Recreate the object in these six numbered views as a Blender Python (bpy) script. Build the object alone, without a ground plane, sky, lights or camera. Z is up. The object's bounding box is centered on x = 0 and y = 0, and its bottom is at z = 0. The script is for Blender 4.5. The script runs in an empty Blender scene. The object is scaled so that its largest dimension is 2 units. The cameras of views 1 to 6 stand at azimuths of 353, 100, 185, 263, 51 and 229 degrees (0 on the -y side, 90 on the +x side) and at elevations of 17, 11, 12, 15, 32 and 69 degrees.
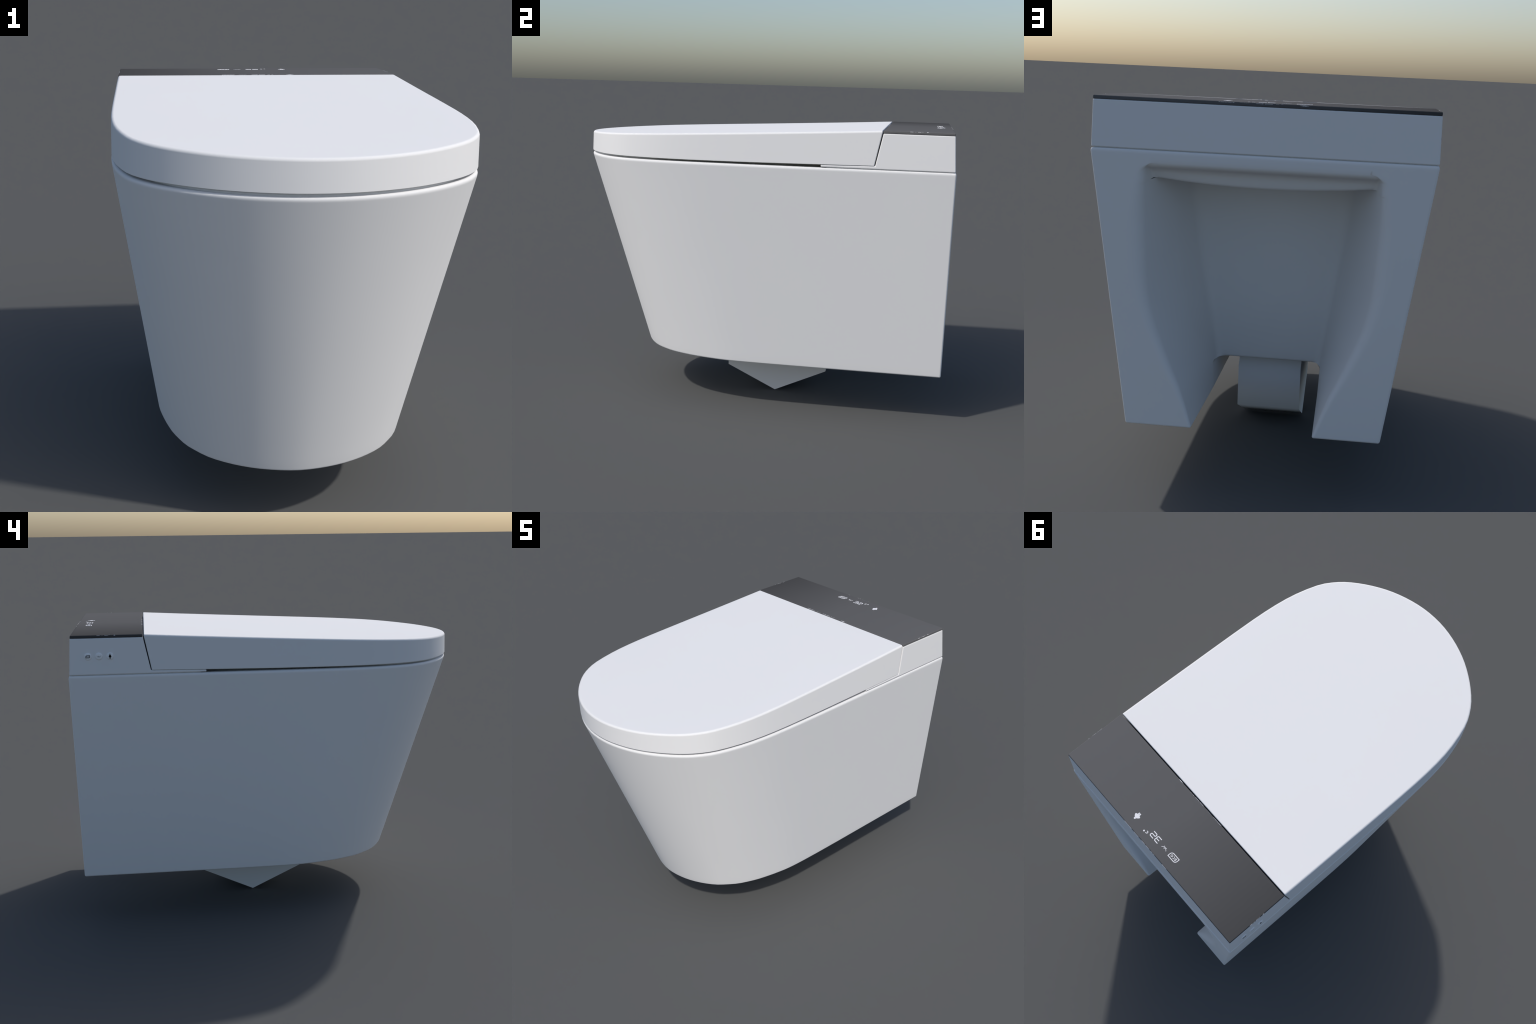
"""Wall-hung bidet toilet: ceramic bowl body with rear service recess, lid,
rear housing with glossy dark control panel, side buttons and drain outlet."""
import bpy, bmesh, math
from mathutils import Vector, Matrix

# ------------------------------------------------------------------ materials
def principled(name, color, rough, spec=0.5, coat=0.0):
    m = bpy.data.materials.new(name)
    m.use_nodes = True
    b = m.node_tree.nodes["Principled BSDF"]
    b.inputs["Base Color"].default_value = (*color, 1)
    b.inputs["Roughness"].default_value = rough
    b.inputs["Specular IOR Level"].default_value = spec
    b.inputs["Coat Weight"].default_value = coat
    return m, m.node_tree, b

def ceramic(name, color, rough, spec):
    """white glaze with an almost invisible cloudiness"""
    m, nt, b = principled(name, color, rough, spec)
    tc = nt.nodes.new("ShaderNodeTexCoord")
    nz = nt.nodes.new("ShaderNodeTexNoise")
    nz.inputs["Scale"].default_value = 3.0
    nz.inputs["Detail"].default_value = 2.0
    rp = nt.nodes.new("ShaderNodeValToRGB")
    rp.color_ramp.elements[0].color = (*[c * 0.985 for c in color], 1)
    rp.color_ramp.elements[1].color = (*color, 1)
    nt.links.new(tc.outputs["Object"], nz.inputs["Vector"])
    nt.links.new(nz.outputs["Fac"], rp.inputs["Fac"])
    nt.links.new(rp.outputs["Color"], b.inputs["Base Color"])
    return m

WHITE = (0.80, 0.80, 0.80)
MAT_BODY = ceramic("glazed_ceramic", WHITE, 0.8, 0.0)
MAT_PLASTIC = ceramic("white_plastic", WHITE, 0.8, 0.0)

def panel_material():
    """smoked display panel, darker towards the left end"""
    m, nt, b = principled("smoked_panel", (0.1, 0.1, 0.1), 0.6, 0.0)
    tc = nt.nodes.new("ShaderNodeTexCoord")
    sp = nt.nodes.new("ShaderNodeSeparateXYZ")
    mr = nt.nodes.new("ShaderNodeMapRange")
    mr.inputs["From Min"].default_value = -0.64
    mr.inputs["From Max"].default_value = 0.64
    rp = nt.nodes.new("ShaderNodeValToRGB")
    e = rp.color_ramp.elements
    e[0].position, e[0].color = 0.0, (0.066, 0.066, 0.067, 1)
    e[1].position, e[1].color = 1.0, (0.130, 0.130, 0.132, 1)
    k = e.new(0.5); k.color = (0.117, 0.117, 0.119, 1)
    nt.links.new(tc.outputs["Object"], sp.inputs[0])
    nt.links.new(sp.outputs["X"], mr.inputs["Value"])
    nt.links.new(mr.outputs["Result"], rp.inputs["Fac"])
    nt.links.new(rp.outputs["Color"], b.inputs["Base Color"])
    return m

MAT_PANEL = panel_material()
MAT_MARK, _, _ = principled("white_print", (0.8, 0.8, 0.82), 0.6, 0.0)
MAT_BLACK, _, _ = principled("black_print", (0.012, 0.012, 0.012), 0.6, 0.0)
MAT_GREY, _, _ = principled("grey_print", (0.32, 0.32, 0.32), 0.6, 0.0)
MAT_BUTTON, _, _ = principled("button_plastic", (0.88, 0.88, 0.88), 0.6, 0.0)

# ------------------------------------------------------------------ helpers
def new_obj(name, bm, mat, parent, smooth=35):
    me = bpy.data.meshes.new(name)
    bmesh.ops.recalc_face_normals(bm, faces=bm.faces)
    bm.to_mesh(me); bm.free()
    me.materials.append(mat)
    ob = bpy.data.objects.new(name, me)
    bpy.context.collection.objects.link(ob)
    ob.parent = parent
    if smooth is not None:
        me.shade_smooth()
        me.set_sharp_from_angle(angle=math.radians(smooth))
    return ob

def flat_faces(ob):
    """weight normals by face area so that narrow roundings do not tint the broad faces"""
    w = ob.modifiers.new("face_normals", 'WEIGHTED_NORMAL')
    w.keep_sharp = True
    return ob

def catmull(pts, per):
    """smooth curve through control points"""
    out = []
    n = len(pts)
    for i in range(n - 1):
        p0 = pts[max(i - 1, 0)]; p1 = pts[i]; p2 = pts[i + 1]; p3 = pts[min(i + 2, n - 1)]
        if i == 0: p0 = (-p2[0], p2[1])            # mirror across the centre line
        for k in range(per):
            t = k / per
            q = []
            for a in range(2):
                m1 = (p2[a] - p0[a]) / 2; m2 = (p3[a] - p1[a]) / 2
                q.append((2*t**3-3*t*t+1)*p1[a] + (t**3-2*t*t+t)*m1 + (-2*t**3+3*t*t)*p2[a] + (t**3-t*t)*m2)
            out.append(tuple(q))
    out.append(pts[-1])
    return out

def resample(curve, fracs):
    L = [0]
    for a, b in zip(curve, curve[1:]):
        L.append(L[-1] + math.dist(a, b))
    res = []
    for f in fracs:
        s = f * L[-1]
        i = 0
        while i < len(L) - 2 and L[i + 1] < s: i += 1
        t = (s - L[i]) / max(L[i + 1] - L[i], 1e-9)
        res.append(tuple(curve[i][k] + (curve[i+1][k] - curve[i][k]) * t for k in (0, 1)))
    return res

def split_at_y(curve, y):
    for i in range(1, len(curve)):
        if curve[i][1] >= y:
            t = (y - curve[i-1][1]) / (curve[i][1] - curve[i-1][1])
            p = (curve[i-1][0] + t*(curve[i][0]-curve[i-1][0]), y)
            return curve[:i] + [p], [p] + curve[i:]

def normals_half(pts):
    """outward normals of a half outline running front-centre -> back-centre"""
    res = []
    n = len(pts)
    for i in range(n):
        a = pts[i-1] if i else (-pts[1][0], pts[1][1])
        b = pts[i+1] if i < n-1 else (-pts[-2][0], pts[-2][1])
        d = Vector((b[0]-a[0], b[1]-a[1]))
        if d.length < 1e-6:
            res.append(res[-1]); continue
        d.normalize()
        res.append((d.y, -d.x))
    return res

def loft(bm, rings):
    """rings: half outlines (x,y,z), mirrored in x and joined to closed loops"""
    loops = []
    for half in rings:
        vs = [bm.verts.new(p) for p in half]
        left = [bm.verts.new((-p[0], p[1], p[2])) for p in half[1:-1]]
        loops.append(vs + left[::-1])
    for a, b in zip(loops, loops[1:]):
        n = len(a)
        for i in range(n):
            j = (i + 1) % n
            bm.faces.new((a[i], a[j], b[j], b[i]))
    return loops

# ------------------------------------------------------------------ outlines
LID_OUT = [(0, -1.000), (.079, -.995), (.157, -.979), (.232, -.9545), (.303, -.922),
           (.370, -.881), (.432, -.834), (.488, -.781), (.533, -.721), (.570, -.6475),
           (.604, -.5205), (.622, -.390), (.630, -.229), (.632, .0), (.632, .22), (.631, .62)]
BASE_OUT = [(0, -.672), (.069, -.665), (.135, -.649), (.1805, -.632), (.2214, -.612),
            (.2588, -.5895), (.293, -.565), (.3273, -.534), (.3530, -.502), (.3775, -.4705),
            (.399, -.4355), (.4280, -.370), (.444, -.324), (.4685, -.226), (.4865, -.105),
            (.4925, .115), (.4925, .374), (.4905, .9945)]

root = bpy.data.objects.new("wall_hung_toilet", None)
bpy.context.collection.objects.link(root)
root["label"] = "white wall hung smart toilet with dark control panel"
root["category"] = "toilet"

# ------------------------------------------------------------------ bowl body
Z_TOP, Z_BOT = 1.3165, 0.258
def body_outer(nc=30, ns=6):
    top = [(x + .0022 * min(1, x / .3), y) for x, y in LID_OUT[:-1]]
    top += [(.6325, .62), (.6325, 1.0)]
    tc, ts = split_at_y(catmull(top, 6), -.10)
    bc, bs = split_at_y(catmull(BASE_OUT, 6), .115)
    fc = [i / nc for i in range(nc + 1)]
    fs = [i / ns for i in range(1, ns + 1)]
    return resample(tc, fc) + resample(ts, fs), resample(bc, fc) + resample(bs, fs)

def lerp_table(tab, z):
    if z <= tab[0][0]: return tab[0][1]
    for (a, va), (b, vb) in zip(tab, tab[1:]):
        if z <= b:
            t = (z - a) / (b - a)
            return va + (vb - va) * t
    return tab[-1][1]

# half width of the rear opening, of the inner back wall, and its corner radius
OPEN_W = [(.26, .232), (.345, .2593), (.44, .295), (.48, .317), (.58, .361), (.612, .378), (.735, .419),
          (.80, .431), (.90, .4405), (1.07, .447), (1.19, .441), (1.225, .438), (1.24, .435), (1.25, .431), (1.258, .425), (1.265, .417), (1.273, .410)]
WALL_W = [(.26, .2245), (.38, .224), (1.15, .318), (1.25, .318)]
WALL_R = [(.26, .02), (.38, .03), (.70, .045), (1.15, .07)]
WALL_Y = [(.26, .444), (.38, .447), (.50, .468), (.65, .496), (1.15, .556)]

def rounded(p, a, b, r, n):
    """quadratic corner at p between directions to a and b"""
    va = (Vector(a) - Vector(p)); vb = (Vector(b) - Vector(p))
    ra = min(r, va.length * .49); rb = min(r, vb.length * .49)
    A = Vector(p) + va.normalized() * ra; B = Vector(p) + vb.normalized() * rb
    P = Vector(p)
    return [tuple(A * (1-t)**2 + P * 2*t*(1-t) + B * t*t) for t in (k / n for k in range(n + 1))]

def back_profile(z, corner, yb, f, y_wall, wall_w=None):
    """from the outer rear corner along the back face into the recess centre"""
    xc = corner
    w = lerp_table(OPEN_W, z)
    P2 = (w, yb)
    if y_wall is None: y_wall = lerp_table(WALL_Y, z)
    ww = lerp_table(WALL_W, z) if wall_w is None else wall_w
    P1f = (ww, y_wall)
    P1 = (P2[0] + (P1f[0] - P2[0]) * f, P2[1] + (P1f[1] - P2[1]) * f)
    if f < 1e-4: P1 = (P2[0] - .02, yb)
    rc = .0085
    out = [(xc - rc + rc*math.sin(a), yb - rc + rc*math.cos(a)) for a in (math.pi/2 * k/4 for k in (4, 3, 2, 1, 0))]
    ex = [xc - .02, (xc + w) / 2 + .01]
    out += [(x, yb) for x in ex]
    r2 = lerp_table([(.26, .012), (.5, .03), (.9, .045), (1.08, .045), (1.18, .032), (1.25, .026)], z)
    if y_wall < 0:                                     # the open slot below the back wall
        kw, ky = lerp_table(WALL_W, z), lerp_table(WALL_Y, z)
        K = (kw + (P2[0] - kw) * .12, ky + (yb - ky) * .12)
    else:
        wn = max(ww, lerp_table(WALL_W, z)) if f == 1 else P1[0]
        kf = lerp_table([(.40, .12), (.56, .42)], z)
        bulge = lerp_table([(.45, 0), (.65, .004), (.90, .006), (1.10, .001), (1.18, 0)], z) * f
        K = (wn + (P2[0] - wn) * kf - bulge, P1[1] + (P2[1] - P1[1]) * kf)
    out += rounded(P2, (xc, yb), K, r2, 8)
    e = out[-1]                                      # extra columns keep shading kinks local
    out += [tuple(e[k] + (K[k] - e[k]) * t for k in (0, 1)) for t in (.5, .94)] + [K]
    out += rounded(P1, K, (0, P1[1]), min(lerp_table(WALL_R, z) * min(1, f * 1.5), 2 * math.dist(P1, K)), 8)
    xi = out[-1][0]
    out += [(xi * k, P1[1]) for k in (.75, .5, .25, 0)]
    return out

def build_body():
    top, bot = body_outer()
    levels = []                                    # (z, inset, depth factor, wall y, wall width)
    r = .008
    for a in (0, 30, 60, 90):
        a = math.radians(a)
        levels.append((Z_BOT + r * (1 - math.sin(a)), r * (1 - math.cos(a)), 1, -.30, .2245))
    levels = levels[::-1]
    levels = sorted(levels, key=lambda l: l[0])
    levels += [(.31, 0, 1, -.30, .2245), (.355, 0, 1, -.30, .2245), (.372, 0, 1, -.30, .218),
               (.379, 0, 1, -.30, .207), (.3805, 0, 1, .440, .210), (.384, 0, 1, .445, .220), (.392, 0, 1, None, .2245)]
    levels += [(z, 0, 1, None, None) for z in (.42, .47, .52, .58, .65, .72, .80, .88, .96, 1.03, 1.08, 1.13)]
    # overhanging lip above the back wall, the groove behind the opening's upper edge, the edge itself
    lip_path = ((1.165, .553), (1.178, .556), (1.184, .575), (1.187, .72), (1.188, .86), (1.186, .895), (1.1875, .907),
                (1.196, .914), (1.209, .918), (1.223, .922), (1.235, .929), (1.244, .941), (1.2485, .954), (1.251, .967),
                (1.255, .980), (1.260, .9895), (1.265, .9945))
    for k, (z, y) in enumerate(lip_path):
        levels.append((1.165 + (1.265 - 1.165) * k / (len(lip_path) - 1), 0, y, None, None, z))
    levels += [(1.273, 0, 0, None, None), (1.29, 0, 0, None, None), (1.299, 0, 0, None, None)]
    r = .014
    for a in (0, 15, 30, 45, 60, 75, 90):
        a = math.radians(a)
        levels.append((Z_TOP - r + r * math.sin(a), r * (1 - math.cos(a)), 0, None, None))
    bm = bmesh.new()
    rings = []
    for z, inset, f, yw, ww, *inner in levels:
        zi = inner[0] if inner else z                # height of the recess side of the ring
        t = (z - Z_BOT) / (1.3125 - Z_BOT)
        t = min(t, 1.0)
        half = [(b[0] + (a[0]-b[0])*t, b[1] + (a[1]-b[1])*t) for a, b in zip(top, bot)]
        xc, yb = half[-1]
        if 0 < f < 1:                                # given as a depth (y) instead of a fraction
            wall = lerp_table(WALL_Y, z)
            f = (yb - f) / (yb - wall)
        half = half[:-1] + back_profile(z, xc, yb, f, yw, ww)
        lip = min(1, max(0, (zi - 1.0) / .16)) * (1 if zi < 1.20 else max(0, (1.245 - zi) / .045))
        if inset > 0:
            nn = normals_half(half)
            # the rim rounding gets tighter towards the rear corners
            ins = [inset * (1 if z < 1 else 1 - .45 * min(1, max(0, (p[1] - .2) / .5))) for p in half]
            half = [(p[0] - n[0]*q, p[1] - n[1]*q) for p, n, q in zip(half, nn, ins)]
            half[0] = (0, half[0][1]); half[-1] = (0, half[-1][1])
        # the lip sags towards the middle
        n_out = len(half) - 25                       # vertices before the rounded edge of the opening
        ring = []
        for i, p in enumerate(half):
            w = min(1, max(0, (i - n_out) / 8))
            sag = lip * .026 * min(1, (p[0] / .42) ** 2) * min(1, max(0, (yb - p[1]) / .10)) if w > 0 else 0
            ring.append((p[0], p[1], z + (zi - z) * w + sag))
        rings.append(ring)
    # inside of the rim: a broad land at the front, narrow at the sides
    for k, z in ((0, Z_TOP), (.15, Z_TOP - .001), (.2, 1.300), (.2, 1.275)):
        rings.append([(x * (1 - .035 - k * .2), y * (1 - .02 - k * .1) + (.035 * max(0, -y)), z) for x, y, _ in rings[-1 - 0]] if k == 0 else
                     [(x * (1 - k * .02), y, z) for x, y, _ in rings[-1]])
    loops = loft(bm, rings)
    bm.faces.new(loops[-1])
    # underside: strip between the outer edge and the slot edge, one half at a time
    lp = loops[0]; n = len(lp); h = n // 2
    j = h - 31                                       # rear outer corner
    for side in (1, -1):
        at = lambda i: lp[(side * i) % n]
        outer = [at(i) for i in range(j + 1)]
        inner = [at(i) for i in range(h, j - 1, -1)]
        def fr(l):
            d = [0]
            for a, b in zip(l, l[1:]): d.append(d[-1] + (a.co - b.co).length)
            return [q / d[-1] for q in d]
        fo, fi = fr(outer), fr(inner)
        a = b = 0
        while a < len(outer) - 1 or b < len(inner) - 1:
            if b == len(inner) - 1 or (a < len(outer) - 1 and fo[a+1] <= fi[b+1]): na, nb = a + 1, b
            else: na, nb = a, b + 1
            tri = [outer[a], inner[b], outer[na] if na > a else inner[nb]]
            if len(set(tri)) == 3: bm.faces.new(tri)
            a, b = na, nb
    return flat_faces(new_obj("bowl_body", bm, MAT_BODY, root, 50))

build_body()

# ------------------------------------------------------------------ seat ring (seen in the gap under the lid)
def build_seat():
    bm = bmesh.new()
    out = catmull([(0, -.984), (.15, -.965), (.29, -.912), (.41, -.827), (.495, -.722), (.550, -.60),
                   (.562, -.48), (.545, -.33), (.505, -.15), (.480, .345)], 4)
    rings = []
    for z, d in ((1.277, 0), (1.3225, 0), (1.3245, .003)):
        rings.append([(max(0, x - (d if x > 0 else 0)), y + d, z) for x, y in out] + [(0, .345, z)])
    loops = loft(bm, rings)
    bm.faces.new(loops[-1]); bm.faces.new(loops[0])
    return new_obj("seat", bm, MAT_PLASTIC, root, 30)
build_seat()

# ------------------------------------------------------------------ lid
def lid_top(y):
    s = .643 - y
    return 1.5045 - .0535 * s + .0041 * s * s
def lid_bot(y):
    return lerp_table([(-1, 1.3262), (-.6, 1.3262), (-.3, 1.3260), (0, 1.3273), (.2, 1.3295), (.345, 1.3316), (.61, 1.335)], y)

def build_lid():
    bm = bmesh.new()
    side = catmull(LID_OUT[:-2], 2) + [(.632, .22), (.632, .45)]
    rc = .004
    R = .0105
    prof = [(0.0, .002), (.002, 0.0), (.5, 0.0)]          # (height mark, inset)
    rings = []
    def ring(kind, u):
        """kind 'b': bottom chamfer / 't': rounded top, u = fraction of the rounding"""
        half = list(side)
        top = kind == 't'
        if kind == 'c': inset = .06
        elif top: inset = .003 + R * (1 - math.cos(u * math.pi / 2))     # slight draft of the wall
        else: inset = .002 * (1 - u)
        nn = normals_half(half + [(.631, .62)])
        pts = []
        for p, n in zip(half, nn):
            x, y = p[0] - n[0]*inset, p[1] - n[1]*inset
            if p[0] == 0: x = 0
            z = lid_top(y) - R * (1 - math.sin(u * math.pi / 2)) if top else lid_bot(y) + .002 * u
            pts.append((x, y, z))
        # slanted rear edge with a small rounded corner
        xr = .631 - inset
        zr = (lid_top(.643) - R * (1 - math.sin(u * math.pi / 2))) if top else lid_bot(.61) + .002 * u
        yr = .6092 + (zr - 1.335) * (.0335 / .169)
        rear_in = .004 * (1 - math.cos(u * math.pi / 2)) if top else 0
        yr -= rear_in
        for a in (0, 30, 60, 90):
            a = math.radians(a)
            pts.append((xr - rc + rc*math.cos(a), yr - rc + rc*math.sin(a), zr))
        pts.append((0, yr, zr))
        return pts
    rings.append(ring('b', 0)); rings.append(ring('b', 1))
    for k in range(0, 7):
        rings.append(ring('t', k / 6))
    loops = loft(bm, rings)
    def crown(x, w, y):
        """slight pillow in the middle of the lid, dying out at every edge"""
        s = .643 - y
        return .0060 * (1 - abs(x / w) ** 2.6) * (1 - math.exp(-s / .10)) * (1 - math.exp(-(1.64 - s) / .35))
    M = 14
    for lp, top in ((loops[-1], True), (loops[0], False)):      # caps as strips from side to side
        n = len(lp); h = n // 2
        rows = []
        for i in range(h + 1):
            a, b = lp[(n - i) % n], lp[i]
            if a is b:
                rows.append([a] * (M + 1)); continue
            row = [a]
            for k in range(1, M):
                p = a.co.lerp(b.co, k / M)
                if top: p.z += crown(p.x, max(abs(b.co.x), 1e-4), p.y)
                row.append(bm.verts.new(p))
            rows.append(row + [b])
        rows = rows[:-1]                                          # last row: centre of the rear edge
        for r0, r1 in zip(rows, rows[1:]):
            for k in range(M):
                u = []
                for v in (r0[k], r0[k+1], r1[k+1], r1[k]):
                    if v not in u: u.append(v)
                if len(u) > 2: bm.faces.new(u)
        bm.faces.new(rows[-1] + [lp[h]])                            # sliver along the rear edge
    return flat_faces(new_obj("lid", bm, MAT_PLASTIC, root, 40))
build_lid()

# ------------------------------------------------------------------ rear housing
def extruded(name, prof, xfun, mat, parent, bevel, segs=3, soft=False):
    """side profile (y,z) extruded across x, half width a function of height"""
    bm = bmesh.new()
    L = [bm.verts.new((-xfun(z), y, z)) for y, z in prof]
    Rr = [bm.verts.new((xfun(z), y, z)) for y, z in prof]
    n = len(prof)
    for i in range(n):
        j = (i + 1) % n
        bm.faces.new((L[i], L[j], Rr[j], Rr[i]))
    bm.faces.new(L[::-1]); bm.faces.new(Rr)
    bmesh.ops.recalc_face_normals(bm, faces=bm.faces)
    if bevel:
        bmesh.ops.bevel(bm, geom=list(bm.edges), offset=bevel, segments=segs, profile=.5,
                        affect='EDGES', clamp_overlap=True)
    if soft: return new_obj(name, bm, mat, parent, 75)
    return flat_faces(new_obj(name, bm, mat, parent, 50))

def taper(z): return .6305 + (z - 1.3195) * (-.0028 / .172)
housing = extruded("rear_housing",
    [(.3505, 1.3195), (.3505, 1.3305), (.6135, 1.3342), (.6462, 1.4913), (.9843, 1.4913), (.9955, 1.3195)],
    taper, MAT_PLASTIC, root, .005)
panel = extruded("control_panel",
    [(.6468, 1.4917), (.6476, 1.505), (.9828, 1.505), (.9838, 1.4917)],
    lambda z: .6275 - (z - 1.4917) * .05, MAT_PANEL, root, .0032, 4)

# hinge joint between body and housing (dark slot behind the shadow gap)
extruded("mounting_plate", [(.38, 1.3150), (.38, 1.3210), (.987, 1.3210), (.987, 1.3150)],
         lambda z: .621, MAT_PLASTIC, root, 0)

# ------------------------------------------------------------------ drain outlet
extruded("drain_outlet",
    [(-.191, .45), (-.1862, .1285), (.0855, .0), (.3700, .1300), (.3775, .318), (.345, .36), (.345, .45)],
    lambda z: .1395, MAT_BODY, root, 0, soft=True)

# ------------------------------------------------------------------ printed symbols
T = .0006                                        # print thickness
def stroke_mesh(name, lines, mat):
    """lines: list of (points, width, closed) in the plane, built as raised strips"""
    bm = bmesh.new()
    for pts, w, closed in lines:
        n = len(pts)
        prof = []
        for i in range(n):
            a = Vector(pts[(i-1) % n]) if (closed or i > 0) else None
            b = Vector(pts[(i+1) % n]) if (closed or i < n-1) else None
            p = Vector(pts[i])
            d1 = (p - a).normalized() if a is not None else (b - p).normalized()
            d2 = (b - p).normalized() if b is not None else d1
            m = Vector((-(d1.y + d2.y), d1.x + d2.x)).normalized()
            nn = Vector((-d1.y, d1.x))
            s = min(1 / max(m.dot(nn), .4), 1.8)
            prof.append((p + m * w/2 * s, p - m * w/2 * s))
        vs = [[bm.verts.new((*q, z)) for q in (l, r_) for z in (0, T)] for l, r_ in prof]
        rng = range(n if closed else n - 1)
        for i in rng:
            A, B = vs[i], vs[(i+1) % n]
            for f in ((A[1], A[3], B[3], B[1]), (A[0], B[0], B[2], A[2]),
                      (A[0], A[1], B[1], B[0]), (A[2], B[2], B[3], A[3])):
                bm.faces.new(f)
        if not closed:
            for A in (vs[0], vs[-1]): bm.faces.new((A[0], A[2], A[3], A[1]))
    bmesh.ops.recalc_face_normals(bm, faces=bm.faces)
    me = bpy.data.meshes.new(name); bm.to_mesh(me); bm.free()
    me.materials.append(mat)
    return me

def fill_mesh(name, polys, mat):
    bm = bmesh.new()
    for pts in polys:
        a = [bm.verts.new((*p, 0)) for p in pts]; b = [bm.verts.new((*p, T)) for p in pts]
        n = len(pts)
        bm.faces.new(a[::-1]); bm.faces.new(b)
        for i in range(n):
            j = (i+1) % n
            bm.faces.new((a[i], a[j], b[j], b[i]))
    bmesh.ops.recalc_face_normals(bm, faces=bm.faces)
    me = bpy.data.meshes.new(name); bm.to_mesh(me); bm.free()
    me.materials.append(mat)
    return me

def arc(cx, cy, r, a0, a1, n=8):
    return [(cx + r*math.cos(math.radians(a0+(a1-a0)*k/n)), cy + r*math.sin(math.radians(a0+(a1-a0)*k/n))) for k in range(n+1)]

def badge_lines(w=.053, h=.0265, t=.0037, thin=.68):
    """leaf shaped frame with the letters ECO"""
    r = h * .52
    o = [(w/2, h/2)] + arc(-w/2 + r, h/2 - r, r, 90, 180) + [(-w/2, -h/2)] + arc(w/2 - r, -h/2 + r, r, 270, 360)
    L = [(o, t, True)]
    s = h * .40; q = t * thin
    for cx, kind in ((-w*.24, 'E'), (0, 'C'), (w*.24, 'O')):
        hw = w * .085
        if kind == 'E':
            L += [([(cx+hw, s/2), (cx-hw, s/2), (cx-hw, -s/2), (cx+hw, -s/2)], q, False), ([(cx-hw, 0), (cx+hw*.8, 0)], q, False)]
        elif kind == 'C':
            L += [([(cx + hw*math.cos(math.radians(a)), s/2*math.sin(math.radians(a))) for a in range(50, 311, 20)], q, False)]
        else:
            L += [([(cx + hw*math.cos(math.radians(a)), s/2*math.sin(math.radians(a))) for a in range(0, 360, 24)], q, True)]
    return L

def heat_lines(k=1.0, t=.0022):
    """shallow bowl curve with rays, the dryer symbol"""
    L = [([(-.017*k, .006*k), (-.011*k, .0005*k), (0, -.0015*k), (.011*k, .0005*k), (.017*k, .006*k)], t, False)]
    for dx in (-1, 0, 1):
        L.append(([(dx*.004*k, -.0005*k), (dx*.0085*k, -.0075*k)], t, False))
    L.append(([(0, .001*k), (0, .006*k)], t, False))
    return L

def digit_lines():
    t = .0043
    three = [([(-.0125, .0135), (.009, .0135), (.0125, .010), (.0125, -.010), (.009, -.0135), (-.0125, -.0135)], t, False),
             ([(-.0085, 0), (.0125, 0)], t, False)]
    two = [([(-.0125, .0135), (.009, .0135), (.0125, .010), (.0125, .003), (.0095, 0), (-.0095, 0),
             (-.0125, -.003), (-.0125, -.010), (-.009, -.0135), (.0125, -.0135)], t, False)]
    return three, two

def person_polys():
    return [arc(0, .0152, .0052, 0, 330, 11),
            [(-.007, .0110), (.007, .0110), (.0165, .0010), (.0165, -.0040), (.0110, -.0075), (.0085, -.0065), (.0075, -.009),
             (.0070, -.0190), (.0008, -.0190), (.0005, -.009), (-.0005, -.009), (-.0008, -.0190), (-.0070, -.0190),
             (-.0075, -.009), (-.0085, -.0065), (-.0110, -.0075), (-.0165, -.0040), (-.0165, .0010)]]

three, two = digit_lines()
SYMBOLS = [("eco_badge", stroke_mesh("eco_badge", badge_lines(), MAT_MARK), (-.138, .9215)),
           ("dryer_symbol", stroke_mesh("dryer_symbol", heat_lines(), MAT_MARK), (-.0725, .924)),
           ("digit", stroke_mesh("digit_three", three, MAT_MARK), (-.0195, .9225)),
           ("digit", stroke_mesh("digit_two", two, MAT_MARK), (.0145, .9225)),
           ("letter", stroke_mesh("letter_c", [(arc(0, 0, .0055, 50, 310, 10), .0034, False)], MAT_MARK), (.047, .9385)),
           ("degree_dot", fill_mesh("degree_dot", [arc(0, 0, .0044, 0, 330, 11)], MAT_MARK), (.0620, .944)),
           ("person_symbol", fill_mesh("person_symbol", person_polys(), MAT_MARK), (.142, .9225))]

def place(name, me, parent, M):
    ob = bpy.data.objects.new(name, me)
    bpy.context.collection.objects.link(ob)
    ob.parent = parent
    ob.matrix_local = M
    return ob

def frame(origin, u, v, n):
    M = Matrix.Identity(4)
    for c, a in enumerate((u, v, n)):
        for r_ in range(3): M[r_][c] = a[r_]
    for r_ in range(3): M[r_][3] = origin[r_]
    return M

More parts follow.
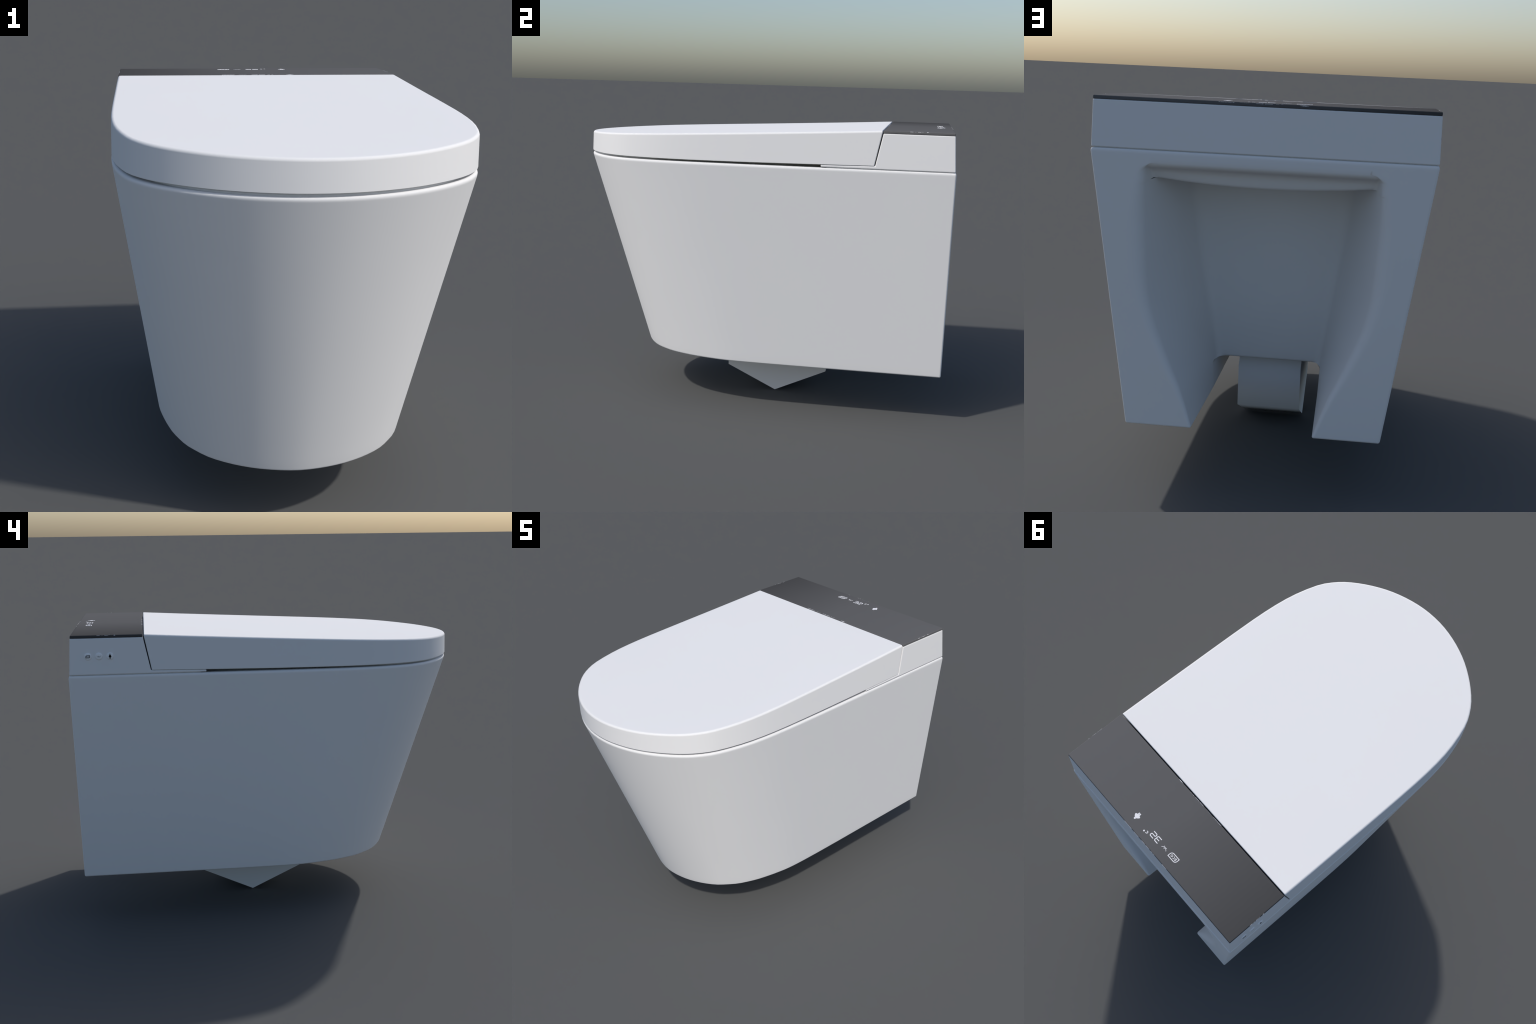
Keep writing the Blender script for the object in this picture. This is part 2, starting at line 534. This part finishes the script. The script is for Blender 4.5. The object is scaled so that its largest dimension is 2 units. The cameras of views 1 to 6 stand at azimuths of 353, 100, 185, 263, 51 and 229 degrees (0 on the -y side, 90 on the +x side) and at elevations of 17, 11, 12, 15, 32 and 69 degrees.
# the print wraps the panel: full size on top, squeezed onto each of its four edges
Y0, Y1, ZP0, ZP1, XH = .6472, .9832, 1.4917, 1.505, .6272
for name, me, (sx, sy) in SYMBOLS:
    place(name, me, panel, frame((sx, sy, ZP1 - .0001), (1, 0, 0), (0, 1, 0), (0, 0, 1)))
for face in ("front", "back", "right", "left"):
    kv = .075
    ku = 1.0 if face in ("front", "back") else (Y1 - Y0) / (2 * XH)
    e, r_e = math.radians({"front": 62, "back": 4, "left": 22, "right": 30}[face]), .0032                   # where on the rounded edge the print sits
    c, d = math.cos(e), math.sin(e)
    q, zc = r_e * (1 - c) - .0001, ZP1 - r_e * (1 - d)
    for name, me, (sx, sy) in SYMBOLS:
        dv = (sy - .9225) * kv
        z, o = zc + dv * c, dv * d
        if face == "front": M = frame((sx, Y0 + q + o, z), (ku, 0, 0), (0, d*kv, c*kv), (0, -c, d))
        elif face == "back": M = frame((-sx, Y1 - q - o, z), (-ku, 0, 0), (0, -d*kv, c*kv), (0, c, d))
        elif face == "right": M = frame((XH - q - o, Y0 + (sx + XH) * ku, z), (0, ku, 0), (-d*kv, 0, c*kv), (c, 0, d))
        else: M = frame((-XH + q + o, Y1 - (sx + XH) * ku, z), (0, -ku, 0), (d*kv, 0, c*kv), (-c, 0, d))
        place(name, me, panel, M)

# ------------------------------------------------------------------ side buttons
def button_mesh():
    bm = bmesh.new()
    prof = [(.0172, -.002), (.0172, .0016), (.0150, .0038), (.0110, .0048), (.0055, .0056)]
    n = 40
    loops = [[bm.verts.new((r_*math.cos(2*math.pi*k/n), r_*math.sin(2*math.pi*k/n), h)) for k in range(n)] for r_, h in prof]
    for a, b in zip(loops, loops[1:]):
        for i in range(n): bm.faces.new((a[i], a[(i+1) % n], b[(i+1) % n], b[i]))
    bm.faces.new(loops[-1]); bm.faces.new(loops[0][::-1])
    bmesh.ops.recalc_face_normals(bm, faces=bm.faces)
    me = bpy.data.meshes.new("button"); bm.to_mesh(me); bm.free()
    me.materials.append(MAT_BUTTON); me.shade_smooth()
    return me

btn = button_mesh()
icons = [("eco_icon", stroke_mesh("eco_icon", badge_lines(.0185, .0105, .0024, .4), MAT_BLACK)),
         ("dryer_icon", stroke_mesh("dryer_icon", heat_lines(.58, .0014), MAT_GREY)),
         ("person_icon", fill_mesh("person_icon", [[(x*.36, y*.60) for x, y in p] for p in person_polys()], MAT_BLACK))]
ZB = 1.4063
for (iname, ime), yb in zip(icons, (.9047, .8535, .8018)):
    xs = -taper(ZB)
    b = place("button", btn, housing, frame((xs + .0003, yb, ZB), (0, -1, 0), (0, 0, 1), (-1, 0, 0)))
    place(iname, ime, housing, frame((xs - .0050, yb, ZB), (0, -1, 0), (0, 0, 1), (-1, 0, 0)))
